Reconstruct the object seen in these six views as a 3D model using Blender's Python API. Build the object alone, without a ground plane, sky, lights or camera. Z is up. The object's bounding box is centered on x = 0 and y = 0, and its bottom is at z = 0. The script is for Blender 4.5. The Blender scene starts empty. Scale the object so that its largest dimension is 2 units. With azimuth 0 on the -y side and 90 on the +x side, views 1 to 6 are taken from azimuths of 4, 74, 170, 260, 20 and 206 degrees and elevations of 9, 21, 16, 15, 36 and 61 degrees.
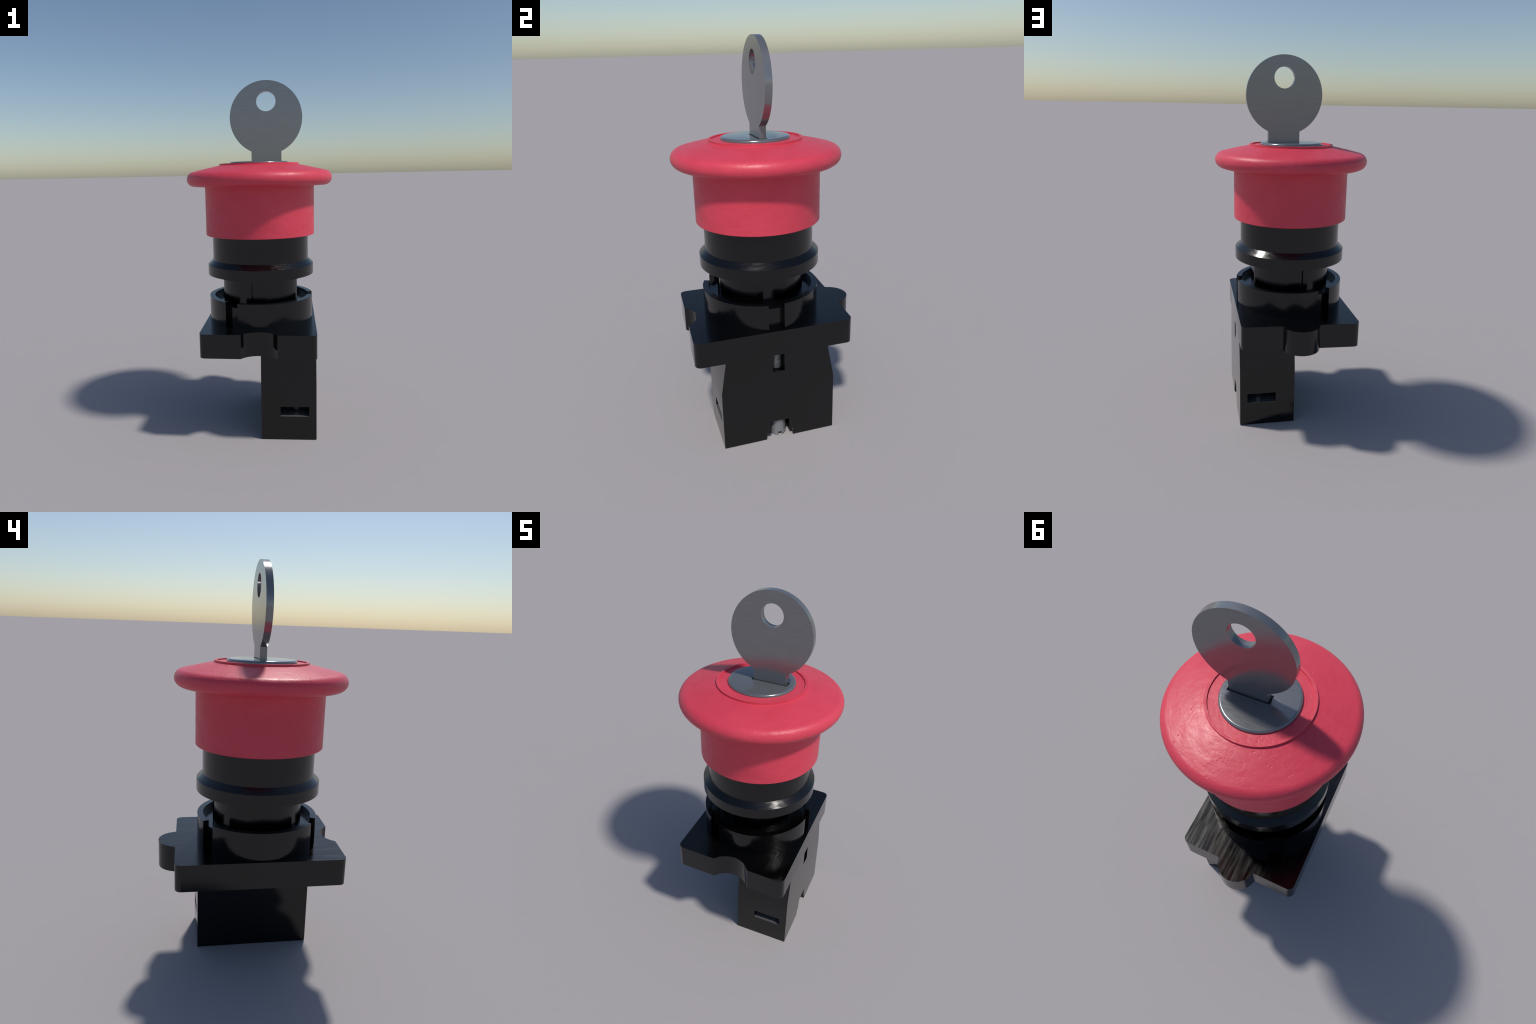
"""Key-release emergency stop push button with collar, mounting plate and contact block."""
import bpy, bmesh, math
from mathutils import Vector

AX = -0.041            # y of the vertical axis shared by all turned parts
SEG = 160              # segments of the turned parts

# ------------------------------------------------------------------ materials
def new_mat(name):
    m = bpy.data.materials.new(name)
    m.use_nodes = True
    nt = m.node_tree
    return m, nt, nt.nodes["Principled BSDF"]

def mapped_noise(nt, vec, scale, detail=3.0, rough=0.55, nscale=1.0):
    mp = nt.nodes.new("ShaderNodeMapping")
    mp.inputs["Scale"].default_value = scale
    nt.links.new(vec, mp.inputs["Vector"])
    n = nt.nodes.new("ShaderNodeTexNoise")
    n.inputs["Scale"].default_value = nscale
    n.inputs["Detail"].default_value = detail
    n.inputs["Roughness"].default_value = rough
    nt.links.new(mp.outputs["Vector"], n.inputs["Vector"])
    return n.outputs["Fac"]

def ramp(nt, fac, lo, hi, a, b):
    r = nt.nodes.new("ShaderNodeMapRange")
    r.inputs["From Min"].default_value = lo
    r.inputs["From Max"].default_value = hi
    r.inputs["To Min"].default_value = a
    r.inputs["To Max"].default_value = b
    nt.links.new(fac, r.inputs["Value"])
    return r.outputs["Result"]

def math_node(nt, op, a, b):
    n = nt.nodes.new("ShaderNodeMath")
    n.operation = op
    for i, v in enumerate((a, b)):
        if isinstance(v, (int, float)):
            n.inputs[i].default_value = v
        else:
            nt.links.new(v, n.inputs[i])
    return n.outputs[0]

def mix_colour(nt, fac, c1, c2):
    n = nt.nodes.new("ShaderNodeMix")
    n.data_type = "RGBA"
    n.inputs[6].default_value = (*c1, 1)
    n.inputs[7].default_value = (*c2, 1)
    nt.links.new(fac, n.inputs[0])
    return n.outputs[2]

def bump(nt, height, strength, dist, bsdf, prev=None):
    b = nt.nodes.new("ShaderNodeBump")
    b.inputs["Strength"].default_value = strength
    b.inputs["Distance"].default_value = dist
    nt.links.new(height, b.inputs["Height"])
    if prev is not None:
        nt.links.new(prev, b.inputs["Normal"])
    nt.links.new(b.outputs["Normal"], bsdf.inputs["Normal"])
    return b.outputs["Normal"]

def object_coords(nt):
    return nt.nodes.new("ShaderNodeTexCoord").outputs["Object"]

def turned_coords(nt):
    """(angle, radius, height) about the button axis, for marks left by turning."""
    sep = nt.nodes.new("ShaderNodeSeparateXYZ")
    nt.links.new(object_coords(nt), sep.inputs[0])
    y = math_node(nt, "SUBTRACT", sep.outputs["Y"], AX)
    ang = math_node(nt, "ARCTAN2", y, sep.outputs["X"])
    r2 = math_node(nt, "ADD", math_node(nt, "MULTIPLY", sep.outputs["X"], sep.outputs["X"]),
                   math_node(nt, "MULTIPLY", y, y))
    rad = math_node(nt, "SQRT", r2, 0.0)
    com = nt.nodes.new("ShaderNodeCombineXYZ")
    nt.links.new(ang, com.inputs[0])
    nt.links.new(rad, com.inputs[1])
    nt.links.new(sep.outputs["Z"], com.inputs[2])
    return com.outputs[0]

BLACK = (0.0012, 0.0012, 0.0013)

def black_plastic(name, turned):
    m, nt, b = new_mat(name)
    b.inputs["Base Color"].default_value = (*BLACK, 1)
    if turned:
        rough = ramp(nt, mapped_noise(nt, turned_coords(nt), (9, 70, 90)), 0.3, 0.7, 0.11, 0.24)
    else:
        # drawn marks: along y on level faces, upright on side faces
        o = object_coords(nt)
        level = mapped_noise(nt, o, (70, 6, 1))
        upright = mapped_noise(nt, o, (95, 95, 7))
        geo = nt.nodes.new("ShaderNodeNewGeometry")
        sep = nt.nodes.new("ShaderNodeSeparateXYZ")
        nt.links.new(geo.outputs["Normal"], sep.inputs[0])
        up = math_node(nt, "ABSOLUTE", sep.outputs["Z"], 0)
        mx = nt.nodes.new("ShaderNodeMix")
        level_face = math_node(nt, "GREATER_THAN", up, 0.7)
        nt.links.new(level_face, mx.inputs[0])
        nt.links.new(upright, mx.inputs[2])
        nt.links.new(level, mx.inputs[3])
        streak = mx.outputs[0]
        lo, hi = ramp(nt, streak, 0.3, 0.7, 0.05, 0.15), ramp(nt, streak, 0.3, 0.7, 0.12, 0.28)
        pick = nt.nodes.new("ShaderNodeMix")
        nt.links.new(level_face, pick.inputs[0])
        nt.links.new(lo, pick.inputs[2])
        nt.links.new(hi, pick.inputs[3])
        rough = pick.outputs[0]
    nt.links.new(rough, b.inputs["Roughness"])
    return m

def red_plastic():
    m, nt, b = new_mat("red_plastic")
    t, o = turned_coords(nt), object_coords(nt)
    blotch = mapped_noise(nt, o, (9, 9, 9), 4)
    nt.links.new(mix_colour(nt, ramp(nt, blotch, 0.35, 0.65, 0, 1),
                            (0.632, 0.049, 0.083), (0.668, 0.055, 0.093)), b.inputs["Base Color"])
    smear = mapped_noise(nt, t, (5, 34, 34), 4)
    nt.links.new(ramp(nt, smear, 0.3, 0.7, 0.37, 0.50), b.inputs["Roughness"])
    # shallow smears, then scattered pits
    b.inputs["Specular IOR Level"].default_value = 0.42
    n1 = bump(nt, smear, 0.40, 0.004, b)
    grain = mapped_noise(nt, o, (60, 60, 60), 3)
    patch = ramp(nt, mapped_noise(nt, o, (11, 11, 11), 2), 0.38, 0.64, 0.15, 1.0)
    n2 = bump(nt, math_node(nt, "MULTIPLY", grain, patch), 0.36, 0.004, b, n1)
    vor = nt.nodes.new("ShaderNodeTexVoronoi")
    vor.inputs["Scale"].default_value = 34
    nt.links.new(o, vor.inputs["Vector"])
    vor.inputs["Randomness"].default_value = 1.0
    # pits of very different size: their reach follows a coarse noise
    reach = ramp(nt, mapped_noise(nt, o, (16, 16, 16), 2), 0.38, 0.66, 0.03, 0.22)
    pit = math_node(nt, "MINIMUM", math_node(nt, "DIVIDE", vor.outputs["Distance"], reach), 1.0)
    bump(nt, pit, 0.42, 0.003, b, n2)
    return m

def brushed_steel(name, base, scale, metallic, rough):
    """Dull brushed metal: part mirror, part scattering film of fine scratches."""
    m, nt, b = new_mat(name)
    o = object_coords(nt)
    s = mapped_noise(nt, o, scale, 4, 0.65)
    cloud = mapped_noise(nt, o, (14, 14, 14), 3)
    both = math_node(nt, "ADD", math_node(nt, "MULTIPLY", s, 0.8), math_node(nt, "MULTIPLY", cloud, 0.2))
    nt.links.new(mix_colour(nt, ramp(nt, both, 0.35, 0.65, 0, 1),
                            tuple(v * 0.92 for v in base), tuple(v * 1.08 for v in base)), b.inputs["Base Color"])
    b.inputs["Metallic"].default_value = metallic
    nt.links.new(ramp(nt, both, 0.35, 0.65, rough[0], rough[1]), b.inputs["Roughness"])
    return m

M_TURNED = black_plastic("black_plastic_turned", True)
M_BLACK = black_plastic("black_plastic_moulded", False)
M_RED = red_plastic()
M_STEEL = brushed_steel("brushed_steel", (0.232, 0.238, 0.248), (9, 210, 210), 0.62, (0.15, 0.21))
M_ZINC = brushed_steel("zinc_plated_steel", (0.27, 0.28, 0.29), (60, 60, 60), 0.5, (0.35, 0.5))

# ------------------------------------------------------------------ geometry helpers
ROOT = bpy.data.objects.new("emergency_stop_button", None)
bpy.context.scene.collection.objects.link(ROOT)
ROOT["label"] = "red mushroom emergency stop button with key and black contact block"
ROOT["category"] = "push button"

def finish(bm, name, mat, angle=32, parent=None):
    bmesh.ops.remove_doubles(bm, verts=bm.verts, dist=1e-5)
    bmesh.ops.recalc_face_normals(bm, faces=bm.faces)
    me = bpy.data.meshes.new(name)
    bm.to_mesh(me)
    bm.free()
    for p in me.polygons:
        p.use_smooth = True
    me.set_sharp_from_angle(angle=math.radians(angle))
    me.materials.append(mat)
    ob = bpy.data.objects.new(name, me)
    bpy.context.scene.collection.objects.link(ob)
    ob.parent = parent or ROOT
    return ob

def arc(cx, cz, r, a0, a1, n):
    return [(cx + r * math.cos(math.radians(a0 + (a1 - a0) * i / n)),
             cz + r * math.sin(math.radians(a0 + (a1 - a0) * i / n))) for i in range(n + 1)]

def turn(bm, profile, a0=0.0, a1=360.0, cx=0.0, cy=AX, seg=SEG, closed=False):
    """Sweep a (radius, height) profile about the vertical axis; caps the ends of a partial sweep."""
    full = abs(a1 - a0) >= 359.9
    n = seg if full else max(2, int(seg * (a1 - a0) / 360))
    rings = []
    for i in range(n if full else n + 1):
        a = math.radians(a0 + (a1 - a0) * i / n)
        rings.append([bm.verts.new((cx + r * math.cos(a), cy + r * math.sin(a), z)) for r, z in profile])
    k = len(profile)
    for i in range(n):
        A, B = rings[i], rings[(i + 1) % len(rings)]
        for j in range(k if closed else k - 1):
            q = [A[j], B[j], B[(j + 1) % k], A[(j + 1) % k]]
            bm.faces.new(q)
    if not full:
        bm.faces.new(rings[0])
        bm.faces.new(list(reversed(rings[-1])))

def prism(bm, pts, lo, hi, axis="z"):
    """Extrude an outline given in the two other axes (z: x,y / x: y,z / y: x,z)."""
    def at(p, t):
        return {"z": (p[0], p[1], t), "x": (t, p[0], p[1]), "y": (p[0], t, p[1])}[axis]
    A = [bm.verts.new(at(p, lo)) for p in pts]
    B = [bm.verts.new(at(p, hi)) for p in pts]
    bm.faces.new(A)
    bm.faces.new(list(reversed(B)))
    n = len(pts)
    for i in range(n):
        bm.faces.new([A[i], A[(i + 1) % n], B[(i + 1) % n], B[i]])

def box(bm, x0, x1, y0, y1, z0, z1):
    prism(bm, [(x0, y0), (x1, y0), (x1, y1), (x0, y1)], z0, z1)

def carve(ob, cutters):
    """Subtract cutter volumes, each a function filling a bmesh."""
    for fill in cutters:
        bm = bmesh.new()
        fill(bm)
        bmesh.ops.recalc_face_normals(bm, faces=bm.faces)
        me = bpy.data.meshes.new("cutter")
        bm.to_mesh(me)
        bm.free()
        cut = bpy.data.objects.new("cutter", me)
        bpy.context.scene.collection.objects.link(cut)
        md = ob.modifiers.new("carve", "BOOLEAN")
        md.operation, md.solver, md.object = "DIFFERENCE", "EXACT", cut
        dg = bpy.context.evaluated_depsgraph_get()
        new = bpy.data.meshes.new_from_object(ob.evaluated_get(dg))
        ob.modifiers.clear()
        ob.data = new
        bpy.data.objects.remove(cut, do_unlink=True)
    for p in ob.data.polygons:
        p.use_smooth = True
    ob.data.set_sharp_from_angle(angle=math.radians(32))

def round_corners(pts, radii, n=8):
    """Outline with each corner replaced by a tangent arc of the given radius."""
    out = []
    m = len(pts)
    for i in range(m):
        p, r = Vector(pts[i]), radii[i]
        if r <= 0:
            out.append(tuple(p))
            continue
        u = (Vector(pts[i - 1]) - p).normalized()
        v = (Vector(pts[(i + 1) % m]) - p).normalized()
        half = u.angle(v) / 2
        t = r / math.tan(half)
        c = p + (u + v).normalized() * (r / math.sin(half))
        s, e = p + u * t - c, p + v * t - c
        a0 = math.atan2(s.y, s.x)
        da = math.atan2(e.y, e.x) - a0
        da = (da + math.pi) % (2 * math.pi) - math.pi
        out += [(c.x + r * math.cos(a0 + da * k / n), c.y + r * math.sin(a0 + da * k / n)) for k in range(n + 1)]
    return out

# ------------------------------------------------------------------ red push cap
rim = arc(0.3750, 1.4555, 0.0420, -90, 78, 20)
cap_profile = ([(0.281, 1.1375), (0.3125, 1.1340), (0.3150, 1.1365), (0.315, 1.4070)]
               + arc(0.321, 1.4075, 0.006, 180, 90, 4)
               + rim
               + [(0.330, 1.5095), (0.280, 1.5205), (0.2285, 1.5315),
                  (0.2283, 1.5405), (0.2150, 1.5405), (0.2148, 1.5345), (0.1500, 1.5365), (0.1500, 1.20), (0.281, 1.20)])
bm = bmesh.new()
turn(bm, cap_profile, closed=True)
finish(bm, "push_cap", M_RED, 40)

# ------------------------------------------------------------------ lock disc with key slot, and the key
SLOT = (-0.049, 0.140, -0.0635, -0.0175)
bm = bmesh.new()
turn(bm, [(0, 1.46), (0.1700, 1.46), (0.1700, 1.5390)] + arc(0.1590, 1.5390, 0.0110, 0, 90, 8)[1:] + [(0, 1.5500)])
disc = finish(bm, "lock_disc", M_STEEL, 40)
carve(disc, [lambda b: box(b, *SLOT, 1.48, 1.60)])

KX, KZ, KR = 0.0445, 1.7945, 0.2055
STEM0, STEM1 = -0.0405, 0.1300
aL = math.degrees(math.acos((STEM1 - KX) / KR))
head = [(KX + KR * math.cos(math.radians(a)), KZ + KR * math.sin(math.radians(a)))
        for a in [(-aL) + (360 - 2 * (90 - aL)) * i / 120 for i in range(121)]]
outline = head + [(STEM0, 1.485), (STEM1, 1.485)]
bm = bmesh.new()
prism(bm, outline, -0.0570, -0.0230, "y")
key = finish(bm, "key", M_STEEL, 30)
def key_hole(b):
    prism(b, arc(0.0455, 1.8850, 0.0553, 0, 360 - 7.5, 47), -0.2, 0.2, "y")
carve(key, [key_hole])

# ------------------------------------------------------------------ black barrel, bezel ring, neck
bm = bmesh.new()
turn(bm, [(0, 1.25), (0.279, 1.25), (0.279, 0.985), (0, 0.985)])
finish(bm, "barrel", M_TURNED)

bm = bmesh.new()
turn(bm, [(0, 0.9915), (0.2795, 0.9915), (0.3092, 0.9635), (0.3092, 0.9060), (0, 0.9060)])
finish(bm, "bezel_ring", M_TURNED, 25)

bm = bmesh.new()
turn(bm, [(0, 0.9068), (0.268, 0.9068), (0.268, 0.8925), (0, 0.8925)])
finish(bm, "gasket", M_TURNED)

bm = bmesh.new()
turn(bm, [(0, 0.915), (0.226, 0.915), (0.226, 0.70), (0, 0.70)])
neck = finish(bm, "neck", M_TURNED)
def key_flat(sign):
    x0, x1 = sorted((sign * 0.2125, sign * 0.30))
    return lambda b: box(b, x0, x1, -0.3, 0.3, 0.60, 0.9055)
def groove(sign):
    w = 0.226 * math.sin(math.radians(10))
    y0, y1 = sorted((AX + sign * 0.2175, AX + sign * 0.30))
    return lambda b: box(b, -w, w, y0, y1, 0.60, 0.880)
def slit(sign):
    """Narrow cut that frees one side of the snap tab."""
    w = 0.226 * math.sin(math.radians(10))
    y0, y1 = sorted((AX + sign * 0.19, AX + sign * 0.30))
    return lambda b: box(b, -w - 0.001, -w + 0.0055, y0, y1, 0.60, 0.8801)
carve(neck, [key_flat(1), key_flat(-1), groove(1), groove(-1), slit(1), slit(-1)])

# ------------------------------------------------------------------ slotted collar
PLATE_TOP, PLATE_BOT = 0.638, 0.505
HALF = 7.6
bm = bmesh.new()
turn(bm, [(0, 0.744), (0.2745, 0.744), (0.2745, 0.630), (0, 0.630)])
section = [(0.2700, 0.630), (0.304, 0.630), (0.304, 0.7765), (0.2743, 0.7765), (0.2743, 0.7435), (0.2700, 0.7430)]
for k in range(3):
    turn(bm, section, 120 * k + HALF, 120 * (k + 1) - HALF, closed=True)
finish(bm, "collar", M_TURNED)

# ------------------------------------------------------------------ mounting plate
def front(x): return -0.4475 - 0.036 * x
def rear(x): return 0.372 - 0.036 * x
X0, X1 = -0.3155, 0.3160
BC, BR = (0.0005, 0.3600), 0.0985          # rear boss
CC, CR = (0.0055, -0.5120), 0.1190        # front cut-out
pts, rad = [], []
def add(p, r):
    pts.append(p); rad.append(r)
add((X0, front(X0)), 0.032)
def cut_angle(sign):
    """Angle at which the cut-out circle meets the slanting front edge."""
    x = 0.0
    for _ in range(20):
        x = CC[0] + sign * math.sqrt(CR ** 2 - (front(x) - CC[1]) ** 2)
    return math.degrees(math.atan2(front(x) - CC[1], x - CC[0]))
for i, p in enumerate(arc(*CC, CR, cut_angle(-1), cut_angle(1), 24)):
    if i not in (1, 23):
        add(p, 0.011 if i in (0, 24) else 0)
add((X1, front(X1)), 0.032)
add((X1, rear(X1)), 0.032)
add((BC[0] + BR, rear(BR)), 0.012)
for p in arc(*BC, BR, 16, 164, 26):
    add(p, 0)
add((BC[0] - BR, rear(-BR)), 0.012)
add((X0, rear(X0)), 0.032)
bm = bmesh.new()
prism(bm, round_corners(pts, rad), PLATE_BOT, PLATE_TOP)
finish(bm, "mounting_plate", M_BLACK, 25)

# ------------------------------------------------------------------ contact block with its openings
BX0, BX1 = 0.008, 0.315
bm = bmesh.new()
prism(bm, [(-0.340, 0), (0.259, 0), (0.259, 0.326), (0.225, 0.506), (-0.311, 0.506), (-0.340, 0.331)], BX0, BX1, "x")
block = finish(bm, "contact_block", M_BLACK, 20)
carve(block, [
    lambda b: box(b, 0.115, 0.274, -0.50, -0.15, 0.1345, 0.191),     # wire entries
    lambda b: box(b, 0.115, 0.274, 0.07, 0.50, 0.1345, 0.191),
    lambda b: box(b, 0.215, 0.50, -0.071, -0.009, 0.408, 0.52),      # upper screw window
    lambda b: box(b, 0.170, 0.300, -0.0705, -0.0095, 0.3995, 0.5045),    # hollow behind it
    lambda b: box(b, 0.17, 0.50, -0.092, 0.012, -0.1, 0.106),        # lower screw opening
    lambda b: box(b, 0.17, 0.50, -0.1135, 0.032, -0.1, 0.037),
])

def screw(name, x, y, r, z0, z1, slot=False, mat=M_ZINC):
    bm = bmesh.new()
    c = r * 0.09
    turn(bm, [(0, z0), (r - c, z0), (r, z0 + c), (r, z1), (0, z1)], cx=x, cy=y, seg=48)
    ob = finish(bm, name, mat, 50, block)
    if slot:
        carve(ob, [lambda b: box(b, x - 0.2, x + 0.2, y - 0.010, y + 0.010, z0 - 0.05, z0 + 0.020)])
    return ob

screw("terminal_screw", 0.257, -0.036, 0.0430, 0.0005, 0.115, True)
screw("terminal_screw", 0.2515, -0.0365, 0.0290, 0.402, 0.52)
for y in (-0.248, 0.166):
    screw("terminal_screw", 0.2035, y, 0.0205, 0.142, 0.20, mat=M_STEEL)
for y0, y1 in ((-0.3393, -0.152), (0.072, 0.2583)):
    bm = bmesh.new()
    box(bm, 0.1155, 0.2735, y0, y1, 0.134, 0.1355)
    finish(bm, "terminal_plate", M_STEEL, 30, block)
